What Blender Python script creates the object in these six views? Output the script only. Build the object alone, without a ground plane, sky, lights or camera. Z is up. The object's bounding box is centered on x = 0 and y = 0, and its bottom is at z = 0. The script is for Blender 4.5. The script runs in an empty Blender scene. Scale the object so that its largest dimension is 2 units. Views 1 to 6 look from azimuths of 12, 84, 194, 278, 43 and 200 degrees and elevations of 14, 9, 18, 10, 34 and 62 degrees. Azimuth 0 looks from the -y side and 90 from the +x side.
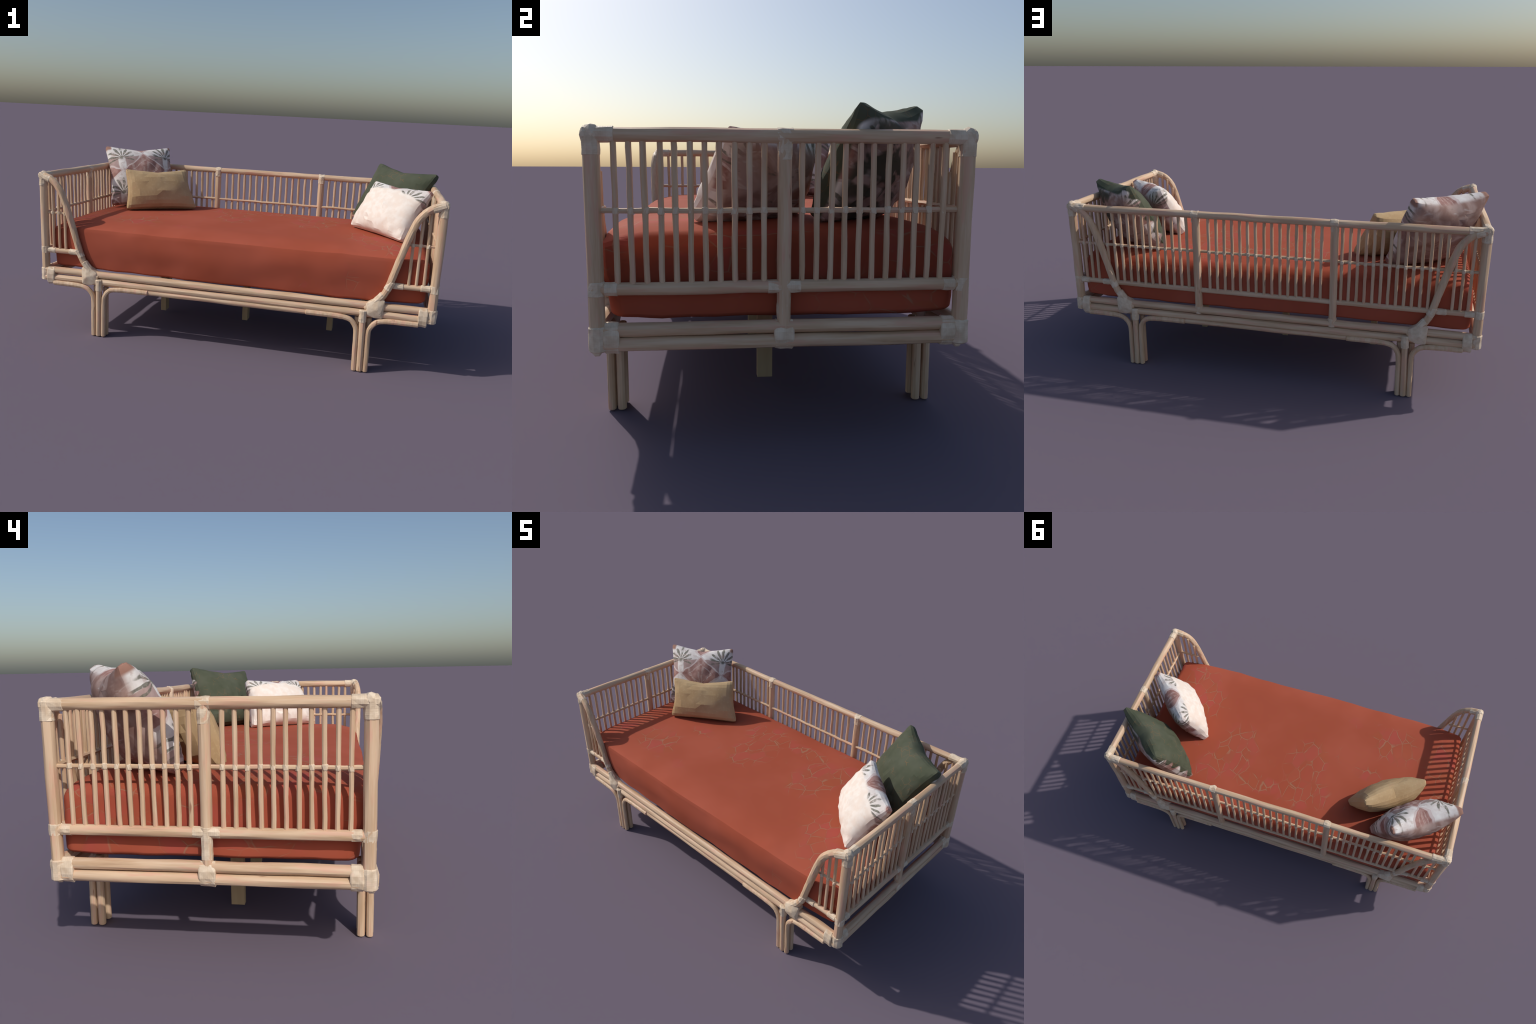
# Rattan daybed with a rust-red mattress and four scatter cushions.
import bpy, bmesh, math
import numpy as np
from mathutils import Vector, Matrix, noise

rng = np.random.default_rng(7)
COL = bpy.context.scene.collection


# ------------------------------------------------------------------ node help
class Nodes:
    """Tiny expression builder over a material's node tree."""

    def __init__(self, name):
        self.mat = bpy.data.materials.new(name)
        self.mat.use_nodes = True
        self.t = self.mat.node_tree
        self.bsdf = next(n for n in self.t.nodes if n.bl_idname == "ShaderNodeBsdfPrincipled")

    def put(self, sock, v):
        if v is None:
            return
        if isinstance(v, bpy.types.NodeSocket):
            self.t.links.new(v, sock)
        elif isinstance(v, (tuple, list)):
            sock.default_value = (*v, 1.0) if sock.type == "RGBA" and len(v) == 3 else v
        else:
            sock.default_value = v

    def m(self, op, a, b=None, c=None, clamp=False):
        n = self.t.nodes.new("ShaderNodeMath")
        n.operation = op
        n.use_clamp = clamp
        for i, v in enumerate((a, b, c)):
            self.put(n.inputs[i], v)
        return n.outputs[0]

    def add(self, a, b): return self.m("ADD", a, b)
    def sub(self, a, b): return self.m("SUBTRACT", a, b)
    def mul(self, a, b): return self.m("MULTIPLY", a, b)
    def mx(self, a, b): return self.m("MAXIMUM", a, b)
    def mn(self, a, b): return self.m("MINIMUM", a, b)
    def ab(self, a): return self.m("ABSOLUTE", a)

    def step(self, v, lo, hi):
        """Smooth 0..1 ramp of v between lo and hi (lo may exceed hi)."""
        n = self.t.nodes.new("ShaderNodeMapRange")
        n.interpolation_type = "SMOOTHSTEP"
        self.put(n.inputs["Value"], v)
        a, b, fa, fb = (lo, hi, 0.0, 1.0) if lo < hi else (hi, lo, 1.0, 0.0)
        for k, x in zip(("From Min", "From Max", "To Min", "To Max"), (a, b, fa, fb)):
            n.inputs[k].default_value = x
        return n.outputs["Result"]

    def obj(self):
        n = self.t.nodes.new("ShaderNodeTexCoord")
        return n.outputs["Object"]

    def xyz(self, v):
        n = self.t.nodes.new("ShaderNodeSeparateXYZ")
        self.put(n.inputs[0], v)
        return n.outputs[0], n.outputs[1], n.outputs[2]

    def vec(self, x, y, z):
        n = self.t.nodes.new("ShaderNodeCombineXYZ")
        for i, v in enumerate((x, y, z)):
            self.put(n.inputs[i], v)
        return n.outputs[0]

    def scale(self, v, s):
        n = self.t.nodes.new("ShaderNodeMapping")
        self.put(n.inputs["Vector"], v)
        n.inputs["Scale"].default_value = s
        return n.outputs[0]

    def shift(self, v, off):
        n = self.t.nodes.new("ShaderNodeVectorMath")
        n.operation = "ADD"
        self.put(n.inputs[0], v)
        self.put(n.inputs[1], off)
        return n.outputs[0]

    def noise(self, v, scale, detail=3.0, rough=0.55, dist=0.0, color=False):
        n = self.t.nodes.new("ShaderNodeTexNoise")
        self.put(n.inputs["Vector"], v)
        n.inputs["Scale"].default_value = scale
        n.inputs["Detail"].default_value = detail
        n.inputs["Roughness"].default_value = rough
        n.inputs["Distortion"].default_value = dist
        return n.outputs["Color" if color else "Fac"]

    def voronoi(self, v, scale, feature="F1", out="Distance", rnd=1.0):
        n = self.t.nodes.new("ShaderNodeTexVoronoi")
        n.feature = feature
        self.put(n.inputs["Vector"], v)
        n.inputs["Scale"].default_value = scale
        n.inputs["Randomness"].default_value = rnd
        return n.outputs[out]

    def mix(self, f, a, b, mode="MIX"):
        n = self.t.nodes.new("ShaderNodeMix")
        n.data_type = "RGBA"
        n.blend_type = mode
        self.put(n.inputs["Factor"], f)
        self.put(n.inputs["A"] if False else n.inputs[6], a)
        self.put(n.inputs[7], b)
        return n.outputs[2]

    def rand(self):
        return self.t.nodes.new("ShaderNodeObjectInfo").outputs["Random"]

    def bump(self, h, strength, dist):
        n = self.t.nodes.new("ShaderNodeBump")
        n.inputs["Strength"].default_value = strength
        n.inputs["Distance"].default_value = dist
        self.put(n.inputs["Height"], h)
        self.put(self.bsdf.inputs["Normal"], n.outputs[0])

    def done(self, color, rough=0.7, spec=0.3, sheen=0.0):
        self.put(self.bsdf.inputs["Base Color"], color)
        self.put(self.bsdf.inputs["Roughness"], rough)
        self.bsdf.inputs["Specular IOR Level"].default_value = spec
        if sheen:
            self.bsdf.inputs["Sheen Weight"].default_value = sheen
        return self.mat


# ------------------------------------------------------------------ materials
def cane_material(name="rattan_cane"):
    """Peeled rattan: grain runs along each cane's own Z axis."""
    N = Nodes(name)
    r = N.rand()
    p = N.shift(N.obj(), N.vec(N.mul(r, 17.0), N.mul(r, 5.0), N.mul(r, 31.0)))
    grain = N.noise(N.scale(p, (90, 90, 5)), 1.0, 4, 0.6, 0.3)
    broad = N.noise(N.scale(p, (34, 34, 4)), 1.0, 3, 0.55)
    blush = N.noise(N.scale(p, (44, 44, 7)), 1.0, 3, 0.6)
    fleck = N.noise(N.scale(p, (60, 60, 9)), 1.0, 2, 0.5)
    c = N.mix(N.step(broad, 0.34, 0.66), (0.545, 0.365, 0.225), (0.665, 0.475, 0.318))
    c = N.mix(N.mul(N.step(grain, 0.42, 0.7), 0.6), c, (0.70, 0.535, 0.385))
    c = N.mix(N.mul(N.step(blush, 0.5, 0.66), 0.6), c, (0.67, 0.36, 0.26))
    c = N.mix(N.mul(N.step(grain, 0.42, 0.25), 0.5), c, (0.42, 0.27, 0.165))
    c = N.mix(N.mul(N.step(fleck, 0.71, 0.78), 0.75), c, (0.23, 0.09, 0.05))
    c = N.mix(N.mul(r, 0.16), c, (0.60, 0.42, 0.25))
    N.bump(grain, 0.25, 0.002)
    return N.done(c, 0.5, 0.35)


def binding_material():
    """Pale flat rattan peel wound round the joints: fine bands across the sleeve's Z."""
    N = Nodes("rattan_peel_binding")
    r = N.rand()
    p = N.obj()
    x, y, z = N.xyz(p)
    wob = N.noise(N.shift(p, N.vec(N.mul(r, 9.0), 0.0, 0.0)), 22.0, 2)
    band = N.m("SINE", N.add(N.mul(z, 1050.0), N.mul(wob, 7.0)))
    band01 = N.add(N.mul(band, 0.5), 0.5)
    tone = N.noise(N.shift(p, N.vec(N.mul(r, 13.0), 3.0, 0.0)), 38.0, 3)
    c = N.mix(N.step(tone, 0.3, 0.7), (0.615, 0.475, 0.335), (0.765, 0.635, 0.485))
    c = N.mix(N.mul(N.step(wob, 0.56, 0.7), 0.35), c, (0.70, 0.46, 0.34))
    c = N.mix(N.mul(N.step(band01, 0.35, 0.0), 0.09), c, (0.46, 0.36, 0.25))
    N.bump(band01, 0.10, 0.0010)
    return N.done(c, 0.55, 0.3)


def plain_timber_material():
    N = Nodes("plain_timber")
    p = N.obj()
    g = N.noise(N.scale(p, (50, 50, 6)), 1.0, 3)
    c = N.mix(g, (0.40, 0.285, 0.16), (0.52, 0.39, 0.235))
    return N.done(c, 0.7, 0.2)


def mattress_material():
    """Rust-red cotton with patches of crazed creases."""
    N = Nodes("rust_red_cotton")
    p = N.obj()
    x, y, z = N.xyz(p)
    broad = N.noise(p, 2.6, 3, 0.5)
    c = N.mix(N.step(broad, 0.35, 0.65), (0.365, 0.078, 0.040), (0.40, 0.092, 0.052))
    # patches of creasing: (x, y, z, radius along x, radius along y)
    patches = [(-0.08, 0.05, .58, .13, .17), (-0.13, 0.28, .58, .16, .17), (0.35, 0.10, .58, .13, .20),
               (-0.56, -0.23, .58, .16, .13), (0.76, -0.34, .58, .13, .11), (-0.88, -0.15, .58, .10, .28),
               (0.47, 0.25, .58, .10, .10), (0.62, -0.18, .58, .12, .12), (0.15, 0.27, .58, .15, .06), (-0.45, 0.0, .58, .09, .05)]
    mask = 0.0
    for (a, b, h, ra, rb) in patches:
        dx = N.mul(N.sub(x, a), 1 / ra)
        dy = N.mul(N.sub(y, b), 1 / rb)
        dd = N.m("SQRT", N.add(N.mul(dx, dx), N.mul(dy, dy)))
        mask = N.mx(mask, N.step(dd, 1.15, 0.75))
    top = N.step(z, 0.52, 0.55)
    ends = N.step(N.ab(x), 0.90, 0.93)
    wander = N.noise(p, 6.0, 2)
    mask = N.mx(N.mul(mask, top), N.mul(ends, N.step(wander, 0.42, 0.6)))
    mask = N.mul(mask, N.step(wander, 0.30, 0.46))
    mask = N.mx(mask, N.mul(N.step(wander, 0.62, 0.70), 0.5))
    warp = N.noise(p, 9.0, 2, color=True)
    q = N.shift(p, N.scale(warp, (0.02, 0.02, 0.02)))
    q = N.scale(q, (1.0, 0.68, 1.0))
    edge = N.voronoi(q, 17.0, "DISTANCE_TO_EDGE")
    cell = N.voronoi(q, 17.0, "F1", "Color")
    cr, cg, cb = N.xyz(cell)
    shard = N.mul(N.step(cr, 0.2, 0.9), mask)
    c = N.mix(N.mul(shard, 0.65), c, (0.42, 0.078, 0.062))
    c = N.mix(N.mul(N.mul(N.step(cg, 0.55, 0.9), mask), 0.4), c, (0.35, 0.095, 0.038))
    fade = N.step(N.noise(p, 15.0, 2), 0.42, 0.56)
    crease = N.mul(N.mul(N.step(edge, 0.036, 0.0), mask), fade)
    soft = N.mul(N.step(edge, 0.14, 0.0), mask)
    c = N.mix(N.mul(soft, 0.25), c, (0.30, 0.095, 0.05))
    c = N.mix(N.mul(crease, 0.7), c, (0.34, 0.19, 0.115))
    weave = N.noise(p, 240.0, 2)
    N.bump(N.sub(N.mul(weave, 0.15), N.mul(crease, 1.0)), 0.25, 0.002)
    return N.done(c, 0.85, 0.2)


def linen_material():
    N = Nodes("tan_linen")
    p = N.obj()
    x, y, z = N.xyz(p)
    n1 = N.noise(p, 7.0, 3)
    n2 = N.noise(p, 90.0, 3)
    c = N.mix(N.step(n1, 0.35, 0.65), (0.44, 0.295, 0.155), (0.50, 0.355, 0.20))
    c = N.mix(N.mul(N.step(n2, 0.5, 0.75), 0.35), c, (0.60, 0.45, 0.27))
    c = N.mix(N.mul(N.step(N.noise(p, 17.0, 3), 0.62, 0.74), 0.3), c, (0.55, 0.31, 0.19))
    weft = N.m("SINE", N.mul(x, 2600.0))
    warp = N.m("SINE", N.mul(y, 2600.0))
    N.bump(N.add(weft, warp), 0.12, 0.0008)
    return N.done(c, 0.85, 0.15)


def print_pattern(N, w, h, flip=1.0):
    """Palm-and-diamond print over a cushion of width w and height h (local X right, Y up)."""
    p = N.obj()
    x, y, z = N.xyz(p)
    wob = N.sub(N.noise(p, 12.0, 2), 0.5)
    wob2 = N.sub(N.noise(N.shift(p, (3.0, 1.0, 7.0)), 12.0, 2), 0.5)
    u = N.add(N.add(N.mul(x, flip / w), 0.5), N.mul(wob, 0.07))
    v = N.add(N.add(N.mul(y, 1 / h), 0.5), N.mul(wob2, 0.07))
    P, Q = 0.64, 0.56                       # lattice periods
    au, av = N.sub(u, 0.19 - P / 2), N.sub(v, 0.80 - Q / 2)
    iu = N.m("FLOOR", N.mul(au, 1 / P))
    lu = N.sub(N.sub(au, N.mul(iu, P)), P / 2)        # -P/2 .. P/2 about a palm centre
    lv = N.sub(N.m("FLOORED_MODULO", av, Q), Q / 2)
    diamond = N.add(N.mul(N.ab(lu), 2 / P), N.mul(N.ab(lv), 2 / Q))   # <1 palm cell, >1 rose cell
    grit = N.noise(p, 60.0, 3)
    mott = N.noise(p, 22.0, 3)
    white = N.mix(N.step(mott, 0.35, 0.7), (0.66, 0.60, 0.57), (0.78, 0.75, 0.72))
    rose = N.mix(N.step(mott, 0.3, 0.7), (0.27, 0.135, 0.115), (0.42, 0.25, 0.22))
    mauve = N.mix(N.step(mott, 0.3, 0.7), (0.36, 0.25, 0.235), (0.46, 0.34, 0.31))
    # rose cells carry a fan of paler ribs rising from their foot
    fu = N.sub(P / 2, N.ab(lu))
    fv = N.sub(N.m("FLOORED_MODULO", N.add(av, Q / 2), Q), Q / 2)
    fang = N.m("ARCTAN2", fu, N.add(fv, 0.26))
    ribs = N.mul(N.step(N.m("SINE", N.mul(fang, 15.0)), 0.25, 0.95), N.step(grit, 0.3, 0.6))
    rosec = N.mix(N.mul(ribs, 0.55), rose, (0.56, 0.43, 0.39))
    # palm cells: white above, mauve below with a white trunk, dark palm fronds
    foot = N.add(lv, 0.07)
    ang = N.m("ARCTAN2", lu, foot)
    rad = N.m("SQRT", N.add(N.mul(lu, lu), N.mul(foot, foot)))
    palm = N.mix(N.step(lv, -0.055, -0.04), mauve, white)
    trunk = N.mul(N.step(N.ab(lu), 0.055, 0.04), N.step(foot, 0.02, 0.0))
    palm = N.mix(trunk, palm, white)
    reach = N.sub(0.225, N.mul(N.ab(ang), 0.03))
    along = N.sub(N.m("DIVIDE", rad, reach), 0.5)
    taper = N.mul(N.mul(along, along), 4.2)
    blade = N.step(N.sub(N.m("COSINE", N.mul(ang, 14.0)), taper), -0.55, 0.05)
    frond = N.mul(N.mul(blade, N.step(N.sub(rad, reach), 0.012, -0.012)), N.step(N.ab(ang), 2.0, 1.85))
    frond = N.mx(frond, N.step(rad, 0.04, 0.02))
    leafc = N.mix(N.step(grit, 0.3, 0.7), (0.090, 0.086, 0.066), (0.210, 0.200, 0.155))
    palm = N.mix(N.mul(N.mul(frond, N.step(N.noise(p, 45.0, 3), 0.25, 0.5)), 0.88), palm, leafc)
    c = N.mix(N.step(diamond, 0.97, 1.0), palm, rosec)
    line = N.step(N.ab(N.sub(diamond, 1.03)), 0.065, 0.03)
    c = N.mix(N.mul(line, 0.8), c, (0.66, 0.57, 0.55))
    inner = N.step(N.ab(N.sub(diamond, 1.42)), 0.05, 0.02)      # a second, fainter diamond inside the rose cells
    c = N.mix(N.mul(N.mul(inner, N.step(grit, 0.35, 0.55)), 0.55), c, (0.62, 0.51, 0.48))
    rust = N.mul(N.step(N.noise(p, 30.0, 3), 0.56, 0.70), 0.4)
    c = N.mix(rust, c, (0.36, 0.215, 0.165))
    return c, p, x, y, z


def back_print(N, p):
    """The washed-out underside of the print: rose and mauve with pale streaks."""
    m1 = N.noise(p, 13.0, 3, 0.6, 0.6)
    m2 = N.noise(N.scale(p, (9, 30, 9)), 1.0, 3, 0.6, 0.8)
    c = N.mix(N.step(m1, 0.35, 0.65), (0.29, 0.175, 0.145), (0.43, 0.31, 0.275))
    c = N.mix(N.mul(N.step(m2, 0.56, 0.72), 0.7), c, (0.60, 0.53, 0.50))
    c = N.mix(N.mul(N.step(m2, 0.40, 0.28), 0.75), c, (0.12, 0.105, 0.085))
    return c


def palm_print_material(w, h):
    N = Nodes("palm_print_fabric")
    c, p, x, y, z = print_pattern(N, w, h)
    b = back_print(N, p)
    c = N.mix(N.step(z, -0.005, -0.03), c, b)
    corner = N.mul(N.step(N.ab(x), w * 0.41, w * 0.44), N.step(y, h * 0.39, h * 0.43))
    c = N.mix(corner, c, (0.33, 0.18, 0.135))
    N.bump(N.noise(p, 160.0, 2), 0.1, 0.001)
    return N.done(c, 0.85, 0.2)


def cream_front_material(w, h):
    """Plain cream face; the palm print wraps over from the back along the top."""
    N = Nodes("cream_and_palm_fabric")
    c, p, x, y, z = print_pattern(N, w, h, -1.0)
    wob = N.sub(N.noise(p, 16.0, 2), 0.5)
    m1 = N.noise(p, 26.0, 3)
    cream = N.mix(N.step(m1, 0.35, 0.65), (0.78, 0.675, 0.59), (0.83, 0.76, 0.69))
    cream = N.mix(N.mul(N.step(N.noise(p, 40.0, 3), 0.6, 0.72), 0.35), cream, (0.80, 0.60, 0.46))
    b = back_print(N, p)
    c = N.mix(N.step(z, -0.03, -0.055), c, b)
    # how far the face has turned back or up under the seam
    edge = N.add(N.add(N.mul(z, 1.0), N.mul(N.step(y, h * 0.12, h * 0.40), -0.072)), N.mul(wob, 0.035))
    c = N.mix(N.step(edge, -0.014, 0.004), c, cream)
    low = N.step(y, -h * 0.20, -h * 0.30)
    c = N.mix(N.mul(low, N.step(z, -0.05, -0.03)), c, cream)
    N.bump(N.noise(p, 160.0, 2), 0.1, 0.001)
    return N.done(c, 0.85, 0.2)


def green_front_material(w, h):
    """Moss green face with fine orange threads; palm print behind, its pale leaves lapping the seam."""
    N = Nodes("moss_green_fabric")
    c, p, x, y, z = print_pattern(N, w, h, -1.0)
    n1 = N.noise(p, 9.0, 3)
    green = N.mix(N.step(n1, 0.3, 0.7), (0.062, 0.072, 0.045), (0.088, 0.096, 0.066))
    q = N.shift(p, N.scale(N.noise(p, 8.0, 2, color=True), (0.06, 0.06, 0.06)))
    thread = N.mul(N.step(N.voronoi(q, 26.0, "DISTANCE_TO_EDGE"), 0.028, 0.0), N.step(N.noise(p, 15.0, 2), 0.50, 0.58))
    green = N.mix(N.mul(thread, 0.6), green, (0.24, 0.115, 0.045))
    b = back_print(N, p)
    blot = N.noise(N.shift(p, (5.0, 2.0, 1.0)), 15.0, 2, 0.5, 0.4)
    dark = N.mul(N.step(x, -0.05, 0.03), N.step(blot, 0.40, 0.50))
    b = N.mix(N.mul(dark, 0.9), b, (0.045, 0.048, 0.032))
    c = N.mix(N.step(z, -0.02, -0.05), c, b)
    leaf = N.mul(N.m("SINE", N.add(N.mul(y, 95.0), N.mul(n1, 5.0))), 0.016)
    left = N.step(x, -w * 0.22, -w * 0.42)
    edge = N.sub(N.add(z, N.mul(leaf, left)), N.mul(left, 0.018))
    edge = N.add(edge, N.mul(N.step(y, h * 0.30, h * 0.46), 0.03))
    c = N.mix(N.step(edge, -0.022, -0.008), c, green)
    N.bump(N.noise(p, 160.0, 2), 0.1, 0.001)
    return N.done(c, 0.85, 0.2)


CANE = cane_material()
BIND = binding_material()
TIMBER = plain_timber_material()


# ------------------------------------------------------------------ mesh help
def catmull(pts, per=5):
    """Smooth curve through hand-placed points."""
    P = [np.array(p, float) for p in pts]
    P = [2 * P[0] - P[1]] + P + [2 * P[-1] - P[-2]]
    out = []
    for i in range(1, len(P) - 2):
        a, b, c, d = P[i - 1:i + 3]
        for k in range(per):
            t = k / per
            out.append(0.5 * (2 * b + (c - a) * t + (2 * a - 5 * b + 4 * c - d) * t * t + (3 * b - a - 3 * c + d) * t ** 3))
    out.append(P[-2])
    return out


def sweep(name, path, radius, mat, sides=10, jitter=0.05, chamfer=True, squash=None, smooth=True):
    """Faceted sweep along path; radius is a number or a list; squash = (wide, high) multiplies the section."""
    path = [Vector(p) for p in path]
    n = len(path)
    rad = [radius] * n if np.isscalar(radius) else list(radius)
    t0 = (path[1] - path[0]).normalized()
    side = Vector((1, 0, 0)) if abs(t0.z) > 0.9 else t0.cross(Vector((0, 0, 1))).normalized()
    rings = []
    stations = list(range(n))
    ends = []
    if chamfer:
        d = min(rad[0] * 0.22, 0.004)
        ends = [(path[0], rad[0] - d, 0), (path[-1], rad[-1] - d, n - 1)]
    verts, faces = [], []

    def ring(c, r, tang, jit):
        nonlocal side
        side = (side - tang * side.dot(tang)).normalized()
        up = tang.cross(side)
        start = len(verts)
        for k in range(sides):
            a = 2 * math.pi * (k + 0.5) / sides
            rr = r * (1 + jit * (rng.random() * 2 - 1))
            sx, sy = squash if squash else (1, 1)
            verts.append(c + side * (math.cos(a) * rr * sx) + up * (math.sin(a) * rr * sy))
        return start

    starts = []
    for i in stations:
        a, b = path[max(i - 1, 0)], path[min(i + 1, n - 1)]
        tang = (b - a).normalized()
        if chamfer and i == 0:
            starts.append(ring(path[0], ends[0][1], tang, 0))
            starts.append(ring(path[0] + tang * d, rad[0], tang, jitter))
        elif chamfer and i == n - 1:
            starts.append(ring(path[-1] - tang * d, rad[-1], tang, jitter))
            starts.append(ring(path[-1], ends[1][1], tang, 0))
        else:
            starts.append(ring(path[i], rad[i], tang, jitter))
    for s, e in zip(starts, starts[1:]):
        for k in range(sides):
            k2 = (k + 1) % sides
            faces.append((s + k, s + k2, e + k2, e + k))
    faces.append(tuple(starts[0] + k for k in reversed(range(sides))))
    faces.append(tuple(starts[-1] + k for k in range(sides)))
    me = bpy.data.meshes.new(name)
    me.from_pydata([tuple(v) for v in verts], [], faces)
    me.materials.append(mat)
    finish(me, 30 if smooth else None)
    return me


def finish(me, angle):
    bm = bmesh.new()
    bm.from_mesh(me)
    bmesh.ops.recalc_face_normals(bm, faces=bm.faces)
    bm.to_mesh(me)
    bm.free()
    if angle is not None:
        me.polygons.foreach_set("use_smooth", [True] * len(me.polygons))
        me.set_sharp_from_angle(angle=math.radians(angle))
    me.update()


def place(name, me, parent, loc=(0, 0, 0), rot=None):
    o = bpy.data.objects.new(name, me)
    COL.objects.link(o)
    o.parent = parent
    o.matrix_local = Matrix.Translation(loc) @ (rot.to_matrix().to_4x4() if rot is not None else Matrix())
    return o


def cane(name, a, b, r, parent, sides=12, jitter=0.045, step=0.09, mat=None, wobble=0.0009):
    """Straight cane from a to b, built along its own Z so the grain follows it."""
    a, b = Vector(a), Vector(b)
    d = b - a
    L = d.length
    k = max(2, int(L / step) + 1)
    path = []
    for i in range(k):
        w = wobble if 0 < i < k - 1 else 0
        path.append((w * (rng.random() * 2 - 1), w * (rng.random() * 2 - 1), L * i / (k - 1)))
    me = sweep(name, path, [r * (1 + 0.03 * (rng.random() * 2 - 1)) for _ in path], mat or CANE, sides, jitter)
    return place(name, me, parent, a, d.to_track_quat("Z", "Y"))


def sleeve(a, b, r, parent, squash=None, sides=10, jitter=0.07, up=None):
    """Binding wound round a joint from a to b; bulges a little and has crumpled facets."""
    a, b = Vector(a), Vector(b)
    d = b - a
    L = d.length
    k = max(3, int(L / 0.016) + 1)
    path = [(0, 0, L * i / (k - 1)) for i in range(k)]
    rad = [(r - .0007) * (0.97 + 0.05 * rng.random()) for _ in path]
    me = sweep("binding", path, rad, BIND, sides, jitter, squash=squash, smooth=False)
    q = d.to_track_quat("Z", "Y") if up is None else d.to_track_quat("Z", up)
    return place("binding", me, parent, a, q)


def lump(name, mat, r, seed, sub=2, amp=0.12):
    bm = bmesh.new()
    bmesh.ops.create_icosphere(bm, subdivisions=sub, radius=r)
    for v in bm.verts:
        v.co *= 1 + amp * noise.noise(v.co / r * 1.3 + Vector((seed, seed * 2.1, 0)))
    me = bpy.data.meshes.new(name)
    bm.to_mesh(me)
    bm.free()
    me.materials.append(mat)
    return me


# ------------------------------------------------------------------ the frame
daybed = bpy.data.objects.new("rattan_daybed", None)
COL.objects.link(daybed)
daybed.empty_display_size = 0.2
daybed["label"] = "low rattan daybed with spindled back and ends, pale bound joints"
daybed["category"] = "daybed"

PX, PY = 0.9745, 0.4725           # corner post centre
TOP = 0.8115                      # top rail centre height
MID = 0.4315                      # lower rail of the spindle panels
LAT = 0.627                       # thin lattice rail
BX = 0.329                        # back uprights

# centre line of the sweeping arm cane, corner to seat rail; it bows out at the shoulder
ARM = [(.966, .479, .815), (.930, .485, .802), (.898, .490, .780), (.869, .493, .743), (.848, .492, .692), (.826, .490, .621),
       (.805, .487, .546), (.783, .485, .466), (.769, .484, .417), (.745, .484, .373), (.709, .483, .335), (.672, .482, .313)]
arm_curve = catmull(ARM, 4)


def arm_z(x):
    """Height of the arm cane at a given |x|."""
    xs = [p[0] for p in arm_curve][::-1]
    zs = [p[2] for p in arm_curve][::-1]
    return float(np.interp(x, xs, zs))


for sx in (1, -1):
    cane("top_rail", (sx * PX, -PY, TOP), (sx * PX, PY, TOP), 0.0185, daybed)
    cane("panel_rail", (sx * PX, -PY, MID), (sx * PX, PY, MID), 0.0168, daybed)
    cane("seat_rail", (sx * PX, -PY, 0.3255), (sx * PX, PY, 0.3255), 0.0178, daybed)
    cane("seat_rail", (sx * PX, -PY, 0.2875), (sx * PX, PY, 0.2875), 0.0188, daybed)
    cane("upright", (sx * PX, 0, 0.315), (sx * PX, 0, TOP), 0.0178, daybed)
    for a, b in ((-PY, -.015), (.015, PY)):
        cane("lattice_rail", (sx * (PX - .004), a, LAT), (sx * (PX - .004), b, LAT), 0.0074, daybed, 7, 0.1, 0.035, wobble=.0010)
    for sy in (1, -1):
        cane("corner_post", (sx * PX, sy * PY, 0.275), (sx * PX, sy * PY, TOP), 0.0205, daybed)

for sy in (1, -1):
    y = sy * 0.480
    cane("seat_rail", (-PX, y - sy * .003, 0.3255), (PX, y - sy * .003, 0.3255), 0.0180, daybed)
    cane("seat_rail", (-PX, y, 0.2880), (PX, y, 0.2880), 0.0182, daybed)

cane("top_rail", (-PX, .481, TOP - .004), (PX, .481, TOP - .004), 0.0175, daybed)
for a, b in ((-PX, -BX), (-BX, BX), (BX, PX)):
    cane("panel_rail", (a, 0.474, MID), (b, 0.474, MID), 0.0128, daybed)
    cane("lattice_rail", (a, 0.470, LAT), (b, 0.470, LAT), 0.0072, daybed, 7, 0.1, 0.035, wobble=.0010)
for sx in (1, -1):
    cane("upright", (sx * BX - .001, 0.477, 0.317), (sx * BX - .001, 0.477, TOP), 0.0185, daybed)
    cane("panel_rail", (sx * .777, -0.474, MID), (sx * PX, -0.474, MID), 0.0135, daybed)
    cane("lattice_rail", (sx * .838, -0.470, LAT), (sx * PX, -0.470, LAT), 0.0066, daybed, 7, 0.1, 0.035)
    for sy in (1, -1):
        me = sweep("arm_cane", [(sx * p[0], sy * p[1], p[2]) for p in arm_curve], 0.0168, CANE, 11, 0.04)
        place("arm_cane", me, daybed)

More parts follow.
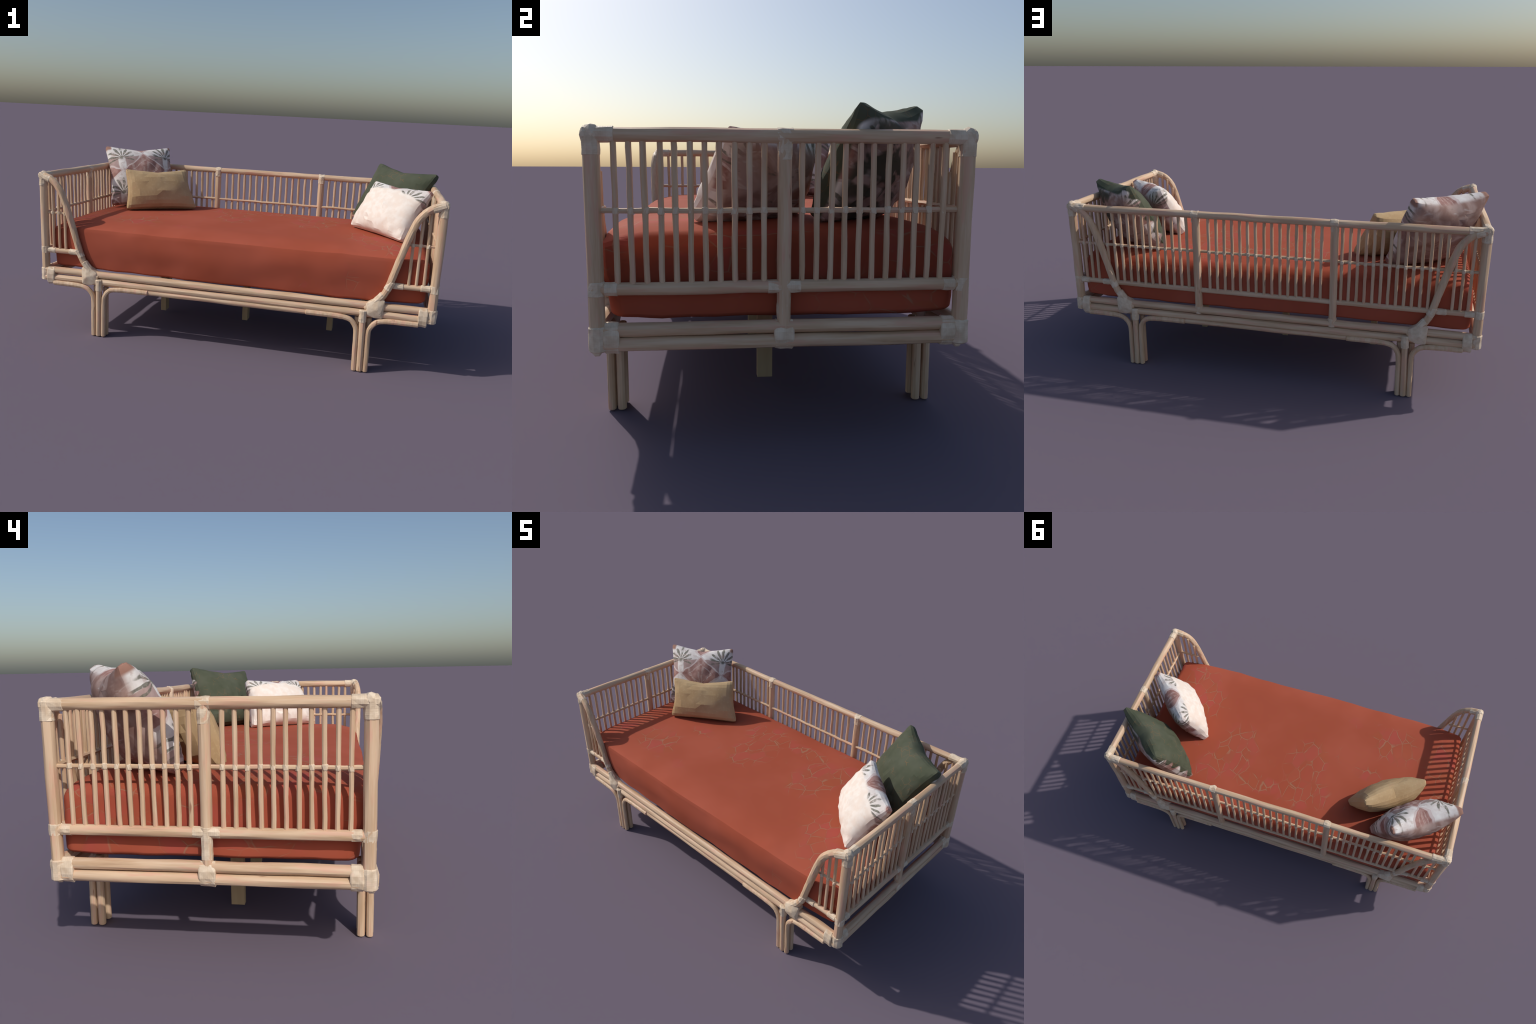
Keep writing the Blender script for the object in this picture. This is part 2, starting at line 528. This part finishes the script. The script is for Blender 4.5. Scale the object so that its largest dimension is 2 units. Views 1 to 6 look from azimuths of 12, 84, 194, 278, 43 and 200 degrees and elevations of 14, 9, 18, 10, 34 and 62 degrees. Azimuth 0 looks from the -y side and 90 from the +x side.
# --- legs: five canes each, outer row of three flaring into the seat rails
for sx in (1, -1):
    for sy in (1, -1):
        yo, yi = sy * .4915, sy * .462
        leg = cane("leg", (sx * .6745, yo, 0.0), (sx * .667, yo, 0.300), 0.0150, daybed)

        ARCH_R = [.0135] * 9 + [.0128] * 4 + [.0122] * 16   # the arch cane thins towards the foot

        def into(name, pts, r):
            pts = [Vector(q) for q in pts]
            loc = pts[0]
            me = sweep(name, [q - loc for q in pts], r, CANE, 10, 0.04)
            o = place(name, me, daybed, loc)
            o.parent = leg
            o.matrix_parent_inverse = leg.matrix_basis.inverted()
        arch_out = catmull([(.921, .2635), (.86, .2635), (.78, .2615), (.735, .252), (.708, .224), (.699, .190), (.7005, .10), (.7015, .0)], 4)
        arch_in = catmull([(.40, .2635), (.50, .2635), (.565, .2615), (.610, .252), (.635, .224), (.643, .190), (.6455, .10), (.648, .0)], 4)
        into("leg_cane", [(sx * q[0], yo, q[1]) for q in reversed(arch_out)], ARCH_R[::-1])
        into("leg_cane", [(sx * q[0], yo, q[1]) for q in reversed(arch_in)], ARCH_R[::-1])
        into("leg_cane", [(sx * .7005, yi, 0), (sx * .700, yi, .09), (sx * .699, yi, .18), (sx * .698, yi, .262)], 0.0135)
        into("leg_cane", [(sx * .648, yi, 0), (sx * .646, yi, .09), (sx * .645, yi, .18), (sx * .644, yi, .262)], 0.0135)
for sy in (1, -1):
    cane("seat_rail", (-.42, sy * .484, .2635), (.42, sy * .484, .2635), 0.0138, daybed)

# --- square props under the middle of the mattress
for x in (-0.494, 0.0, 0.484):
    bm = bmesh.new()
    bmesh.ops.create_cube(bm, size=1)
    for v in bm.verts:
        v.co = Vector((v.co.x * .031, v.co.y * .052, (v.co.z + .5) * .322))
    bmesh.ops.bevel(bm, geom=bm.edges[:], offset=.0012, segments=1, affect="EDGES")
    me = bpy.data.meshes.new("middle_prop")
    bm.to_mesh(me)
    bm.free()
    me.materials.append(TIMBER)
    place("middle_prop", me, daybed, (x, -.005, .0135))

# --- spindles with a bound knot where they cross the lattice rail
spindle_meshes = []
for i in range(6):
    L = TOP - MID
    zs = [0, .05, .11, .165, LAT - MID, .24, .30, .35, L]
    path = [(.0008 * (rng.random() * 2 - 1), .0008 * (rng.random() * 2 - 1), z) for z in zs]
    spindle_meshes.append(sweep("spindle", path, [.0077 * (1 + .05 * (rng.random() * 2 - 1)) for _ in zs], CANE, 8, 0.07))
knot_meshes = []
for i in range(5):
    me = lump("knot", BIND, 1.0, i * 3.7, 1, 0.25)
    knot_meshes.append(me)
count = 0


def knot(x, y, out):
    """A small bound lump, pushed towards the outside of the panel."""
    global count
    k = place("knot", knot_meshes[count % 5], daybed, (x + out[0] * .001, y + out[1] * .001, LAT + rng.normal(0, .0012)))
    k.rotation_euler = (0, 0, rng.random() * 6)
    k.scale = (.0098, .0098, .0155)
    count += 1


def spindle(x, y, out, lo=MID, hi=TOP):
    global count
    if lo > MID or hi < TOP:
        me = sweep("spindle", [(0, 0, (hi - lo) * t / 5) for t in range(6)], .0073, CANE, 8, 0.07)
    else:
        me = spindle_meshes[count % 6]
    count += 1
    o = place("spindle", me, daybed, (x, y, lo))
    o.rotation_euler = (rng.normal(0, .004), rng.normal(0, .004), rng.random() * 6)
    if lo < LAT < hi:
        knot(x, y, out)


for sx in (1, -1):
    for i in range(11):
        spindle(sx * PX, -.4188 + i * .03668, (sx, 0))
        spindle(sx * PX, .4130 - i * .03670, (sx, 0))
    for x in (.9262, .8925, .8585):                       # front wings, cut by the arm
        spindle(sx * x, -.474, (0, -1), MID, min(TOP, arm_z(x) + .003))
        spindle(sx * x, .474, (0, 1), MID, min(TOP, arm_z(x) + .003))
    for x in ((.797, .8335) if sx > 0 else (.754, .787, .820)):   # above the back arm
        spindle(sx * x, .476, (0, 1), arm_z(x) if x > .79 else MID, TOP)
    for i in range(11):
        spindle(.3745 + i * .03815 if sx > 0 else -.3655 - i * .0353, .477, (0, 1))
for i in range(-7, 8):
    spindle(i * .0384 - .002, .477, (0, 1))

def gusset(sx, sy):
    """Crumpled wrap from the arm cane down over both seat rails: a faceted hull with a ridge."""
    bm = bmesh.new()
    pts = []
    outline = [(.735, .374), (.760, .356), (.758, .330), (.757, .271), (.715, .269), (.677, .283), (.676, .336), (.702, .348)]
    for x, z in outline:
        j = rng.random(4) * .004
        pts += [(x + j[0], .4950 + j[1], z + j[2]), (x, .461 - j[3] * .5, z)]
    pts += [(.728, .5105, .318), (.700, .5040, .300), (.748, .5060, .296), (.690, .5030, .325)]
    for x, y, z in pts:
        bm.verts.new((sx * (x - .71), sy * (y - .48), z - .32))
    bmesh.ops.convex_hull(bm, input=bm.verts[:])
    loose = [v for v in bm.verts if not v.link_faces]
    bmesh.ops.delete(bm, geom=loose, context="VERTS")
    bmesh.ops.bevel(bm, geom=bm.edges[:], offset=.0025, segments=1, affect="EDGES")
    me = bpy.data.meshes.new("binding")
    bm.to_mesh(me)
    bm.free()
    me.materials.append(BIND)
    finish(me, None)
    place("binding", me, daybed, (sx * .71, sy * .48, .32))


# --- bindings
for sx in (1, -1):
    for sy in (1, -1):
        c = Vector((sx * PX, sy * PY, TOP))
        sleeve(c + Vector((0, 0, -.052)), c + Vector((0, 0, .012)), .0230, daybed)
        sleeve(c + Vector((0, -sy * .058, 0)), c + Vector((0, sy * .020, 0)), .0212, daybed)
        sleeve((sx * .922, sy * .485, .796), (sx * .980, sy * .477, .817), .0205, daybed)
        ball = lump("binding", BIND, .0240, rng.random() * 30, 2, .16)
        place("binding", ball, daybed, (c.x - sx * .001, c.y - sy * .001, c.z + .001))
        if sy > 0:
            sleeve((sx * .895, .480, TOP - .003), (sx * .965, .480, TOP - .002), .0200, daybed)
        # panel rail meets post
        sleeve((sx * PX, sy * PY, MID - .020), (sx * PX, sy * PY, MID + .021), .0225, daybed)
        sleeve((sx * PX, sy * (PY - .055), MID), (sx * PX, sy * (PY - .018), MID), .0186, daybed)
        sleeve((sx * .912, sy * .474, MID), (sx * .958, sy * .474, MID), .0165, daybed)
        # arm meets panel rail
        sleeve((sx * .765, sy * .484, .409), (sx * .7850, sy * .485, .4535), .0192, daybed)
        sleeve((sx * .790, sy * .475, MID), (sx * .838, sy * .475, MID), .0160, daybed)
        # bottom corner: round cap on the post, flat bands over the stacked rails
        sleeve((sx * PX, sy * PY, .271), (sx * PX, sy * PY, .337), .0255, daybed)
        sleeve((sx * .916, sy * .481, .2970), (sx * .957, sy * .481, .2970), .0475, daybed, squash=(.47, 1.0), sides=12, jitter=.03)
        sleeve((sx * PX, sy * .418, .3055), (sx * PX, sy * .458, .3055), .042, daybed, squash=(.54, 1.0), sides=12, jitter=.03)
        # knuckle where the arm lands on the seat rails over the leg
        gusset(sx, sy)
        sleeve((sx * .716, sy * .484, .342), (sx * .752, sy * .484, .388), .0190, daybed)
        sleeve((sx * .6685, sy * .4905, .243), (sx * .6665, sy * .4905, .305), .0195, daybed)
    # end upright
    c = Vector((sx * PX, 0, TOP))
    sleeve(c + Vector((0, -.024, 0)), c + Vector((0, .024, 0)), .0205, daybed)
    sleeve(c + Vector((0, 0, -.062)), c + Vector((0, 0, .004)), .0195, daybed)
    sleeve((sx * PX, -.045, MID), (sx * PX, .045, MID), .0186, daybed)
    sleeve((sx * PX, 0, MID - .085), (sx * PX, 0, MID + .020), .0190, daybed)
    sleeve((sx * PX, -.026, .3055), (sx * PX, .026, .3055), .0405, daybed, squash=(.55, 1.0), sides=12, jitter=.05)
    # back uprights
    sleeve((sx * BX - .021, .481, TOP - .004), (sx * BX + .021, .481, TOP - .004), .0198, daybed)
    sleeve((sx * BX, .475, TOP - .045), (sx * BX, .475, TOP + .004), .0205, daybed)
    sleeve((sx * BX, .4755, .309), (sx * BX, .4755, .352), .0212, daybed)
    sleeve((sx * BX, .475, .420), (sx * BX, .475, .447), .0196, daybed)


# ------------------------------------------------------------------ mattress
def axis_steps(half, r, n_mid, n_edge=4, low=None):
    """Grid lines across one axis, crowded into the rounded edges."""
    low = r if low is None else low
    hi = [half - r * (1 - math.tan(math.pi / 4 * k / n_edge)) for k in range(1, n_edge + 1)]
    lo = [-half + low * (1 - math.tan(math.pi / 4 * k / n_edge)) for k in range(n_edge, 0, -1)]
    return lo + list(np.linspace(-half + low, half - r, n_mid)) + hi


def build_mattress():
    hx, hy, hz, zc = 0.944, 0.468, 0.1235, 0.4605
    rv, rt, rb = 0.034, 0.040, 0.020             # plan corner, top edge, bottom edge
    X = axis_steps(hx, rv, 46)
    Y = axis_steps(hy, rv, 24)
    Z = axis_steps(hz, rt, 7, 4, rb)
    bm = bmesh.new()
    seen = {}

    def vert(x, y, z):
        key = (round(x, 6), round(y, 6), round(z, 6))
        if key not in seen:
            front = y < -hy + rv + 1e-6
            rz = (.007 if front else rt) if z > 0 else rb
            ry = .007 if front and z > 0 else rv
            q = Vector((max(-hx + rv, min(hx - rv, x)), max(-hy + ry, min(hy - rv, y)), max(-hz + rb, min(hz - (rz if z > 0 else rt), z))))
            e = Vector(((x - q.x) / rv, (y - q.y) / ry, (z - q.z) / rz))
            if e.length > 1e-9:
                e.normalize()
            seen[key] = bm.verts.new(q + Vector((e.x * rv, e.y * ry, e.z * rz)))
        return seen[key]

    for A, B, f in ((X, Y, lambda a, b, s: (a, b, s * hz)), (X, Z, lambda a, b, s: (a, s * hy, b)), (Y, Z, lambda a, b, s: (s * hx, a, b))):
        for s in (1, -1):
            for i in range(len(A) - 1):
                for j in range(len(B) - 1):
                    q = [vert(*f(a, b, s)) for a, b in ((A[i], B[j]), (A[i + 1], B[j]), (A[i + 1], B[j + 1]), (A[i], B[j + 1]))]
                    if len(set(q)) > 2:
                        bm.faces.new(q)
    for v in bm.verts:
        x, y, z = v.co
        fx, fy = x / hx, y / hy
        k = (z + hz) / (2 * hz)                      # 0 bottom .. 1 top
        lift = .004 * (1 - fx ** 4) * (1 - fy ** 2)
        drop = .018 * (max(0, abs(fx) - .84) / .16) ** 1.6
        drop += (.026 if fy < 0 else .024) * (max(0, abs(fy) - .72) / .28) ** 1.7
        z2 = z + k * (lift - drop)
        z2 += (1 - k) * (.003 * max(0, abs(fx) - .86) / .14 - .003 * math.sin(x * 4) + (.003 if fy < 0 else .007) * max(0, abs(fy) - .80) / .20)
        belly = math.sin(math.pi * min(1, max(0, k * .95 + .05)))
        # the front and back faces bulge, most at mid length; the front leans in towards its top edge
        y2 = y
        if fy < 0:
            w = min(1, max(0, (abs(fy) - .55) / .42))
            w = w * w * (3 - 2 * w)
            y2 -= w * (-.008 * (1 - k) - .020 * (1 - k) ** 1.5 * fx ** 6 + max(0, 1 - fx * fx) ** .6 * (.010 + .016 * belly * min(1, .25 + k)) + .006 * noise.noise(Vector((x * 4, z * 9, 2))))
        elif fy > .9:
            y2 += .006 * (1 - fx * fx) * belly
        x2 = x + (.004 * np.sign(x) * belly if abs(fx) > .95 else 0)
        p = Vector((x, y, z))
        n1 = noise.noise(p * 3.1 + Vector((3, 1, 7)))
        n2 = noise.noise(p * 11.0 + Vector((9, 4, 2)))
        side = 1 if k < .93 or abs(fy) > .86 or abs(fx) > .9 else .3
        dirn = Vector((np.sign(x) * (abs(fx) > .93), np.sign(y) * (abs(fy) > .86), 1 if k > .8 else (-1 if k < .2 else 0)))
        if dirn.length > 0:
            dirn.normalize()
        low = 1.5 if k < .35 else 1.0                # ruckled lower hem
        v.co = Vector((x2, y2, z2)) + dirn * side * (.004 * n1 + .003 * n2 * low)
    # one pulled tuck on the front edge
    for v in bm.verts:
        d = (Vector((v.co.x, v.co.y)) - Vector((.54, -.44))).length
        if d < .055 and v.co.z > .06:
            v.co += Vector((0, -.004, .007)) * (1 - d / .055)
    for v in bm.verts:
        v.co.z += zc
    bmesh.ops.recalc_face_normals(bm, faces=bm.faces)
    bmesh.ops.triangulate(bm, faces=bm.faces)
    me = bpy.data.meshes.new("mattress")
    bm.to_mesh(me)
    bm.free()
    me.materials.append(mattress_material())
    finish(me, 16)
    o = place("mattress", me, None)
    o["label"] = "long rust-red mattress with soft rounded edges and creased patches"
    o["category"] = "mattress"
    return o


build_mattress()
SEAT = 0.588


# ------------------------------------------------------------------ cushions
def cushion(name, tl, tr, bl, br, front, back, dip, mat_of, label, seed, wrinkle=.010, fold=1.0, rows=18, angle=22, puff=.45, lumpy=.14, sag=.0, crease=.003):
    """Stuffed cover strung between its four corner points.
    front/back: greatest bulge each way; dip: how far the seams pull in (top, side, bottom)."""
    tl, tr, bl, br = map(Vector, (tl, tr, bl, br))
    c = (tl + tr + bl + br) / 4
    ux = ((tr - tl) + (br - bl)).normalized()
    uy = ((tl - bl) + (tr - br))
    uy = (uy - ux * uy.dot(ux)).normalized()
    uz = ux.cross(uy)                                   # towards the viewer of the front
    R = Matrix((ux, uy, uz)).transposed()
    w, h = ((tr - tl).length + (br - bl).length) / 2, ((tl - bl).length + (tr - br).length) / 2
    nx, ny = rows + 4, rows
    bm = bmesh.new()
    grid = {}
    for s in (1, -1):
        for i in range(nx + 1):
            for j in range(ny + 1):
                edge = i in (0, nx) or j in (0, ny)
                if s < 0 and edge:
                    grid[s, i, j] = grid[1, i, j]
                    continue
                u = -math.cos(math.pi * i / nx) * .8 + (2 * i / nx - 1) * .2
                v = -math.cos(math.pi * j / ny) * .8 + (2 * j / ny - 1) * .2
                blunt = max(1, abs(u) ** 16 + abs(v) ** 16) ** (-1 / 16)
                U, V = (u * blunt + 1) / 2, (v * blunt + 1) / 2
                p = bl * (1 - U) * (1 - V) + br * U * (1 - V) + tl * (1 - U) * V + tr * U * V
                a, b = (1 - u * u), (1 - v * v)
                # seams bow inwards between the ears
                p -= uy * (dip[0] * (a ** 1.2 + .25 * math.exp(-(u / .16) ** 2)) * max(0, v) ** 3)
                p += uy * (dip[2] * a ** 1.5 * max(0, -v) ** 3)
                p -= ux * (dip[1] * b ** 1.5 * np.sign(u) * abs(u) ** 3)
                t = (front if s > 0 else back) * (a * b) ** puff * (1 - (sag if s > 0 else max(sag, .12)) * v)
                q = Vector((u * 2.1, v * 1.9, s * .8 + seed))
                crumple = noise.noise(q * 1.5) * .6 + noise.noise(q * 3.7) * .5
                # gathers run in from the seams
                near = max(abs(u), abs(v)) ** 3
                gather = abs(noise.noise(Vector((u * 5.5 if abs(v) > abs(u) else v * 5.5, seed * 3 + s, 0)))) * near
                t = t * (1 + lumpy * crumple) + wrinkle * fold * gather * (a * b) ** .35 + .007 * abs(u * v) ** 4
                ridge = max(0, 1 - abs(noise.noise(Vector((u * 2.2 + v * 1.1, v * 4.6 - u * 1.3, seed + s)))) / .16)
                t -= crease * ridge * (a * b) ** .3 * min(1, max(.15, .45 - v * 1.1))
                p = p + uz * (s * t)
                p.z = max(p.z, SEAT - .004 + .006 * noise.noise(q * 2))
                grid[s, i, j] = bm.verts.new(R.transposed() @ (p - c))
    for s in (1, -1):
        for i in range(nx):
            for j in range(ny):
                f = [grid[s, i, j], grid[s, i + 1, j], grid[s, i + 1, j + 1], grid[s, i, j + 1]]
                bm.faces.new(f if s > 0 else f[::-1])
    bmesh.ops.triangulate(bm, faces=bm.faces, quad_method="SHORT_EDGE")
    me = bpy.data.meshes.new(name)
    bm.to_mesh(me)
    bm.free()
    me.materials.append(mat_of(w, h))
    finish(me, angle)
    o = place(name, me, None, c, R.to_quaternion())
    o["label"] = label
    o["category"] = "cushion"
    return o


cushion("palm_print_cushion", (-.990, .230, .930), (-.658, .462, .929), (-.8805, .0905, .590), (-.549, .353, .592),
        .100, .098, (.030, .020, .012), palm_print_material,
        "large square cushion printed with dark palms and dusty rose diamonds", 2.0)
cushion("tan_cushion", (-.779, .063, .818), (-.487, .298, .815), (-.738, -.012, .590), (-.386, .222, .591),
        .074, .095, (.022, .014, .004), lambda w, h: linen_material(),
        "small oblong tan linen cushion with crisp folds", 5.0, .022, 1.3, 12, 11, lumpy=.10, sag=.1, crease=0)
cushion("cream_cushion", (.664, .138, .843), (.950, -.134, .836), (.550, .0866, .592), (.819, -.244, .590),
        .081, .100, (.016, .014, .006), cream_front_material,
        "cream cushion with palm print showing along its top and back", 8.0, .018, 1.3, 18, 20, sag=.2, crease=.009)
cushion("green_cushion", (.675, .453, .921), (.994, .192, .896), (.537, .364, .592), (.850, .092, .592),
        .088, .106, (.030, .014, .004), green_front_material,
        "large moss green cushion with a palm print back", 11.0, .018, 1.4, 18, 16, sag=.18, crease=.012)
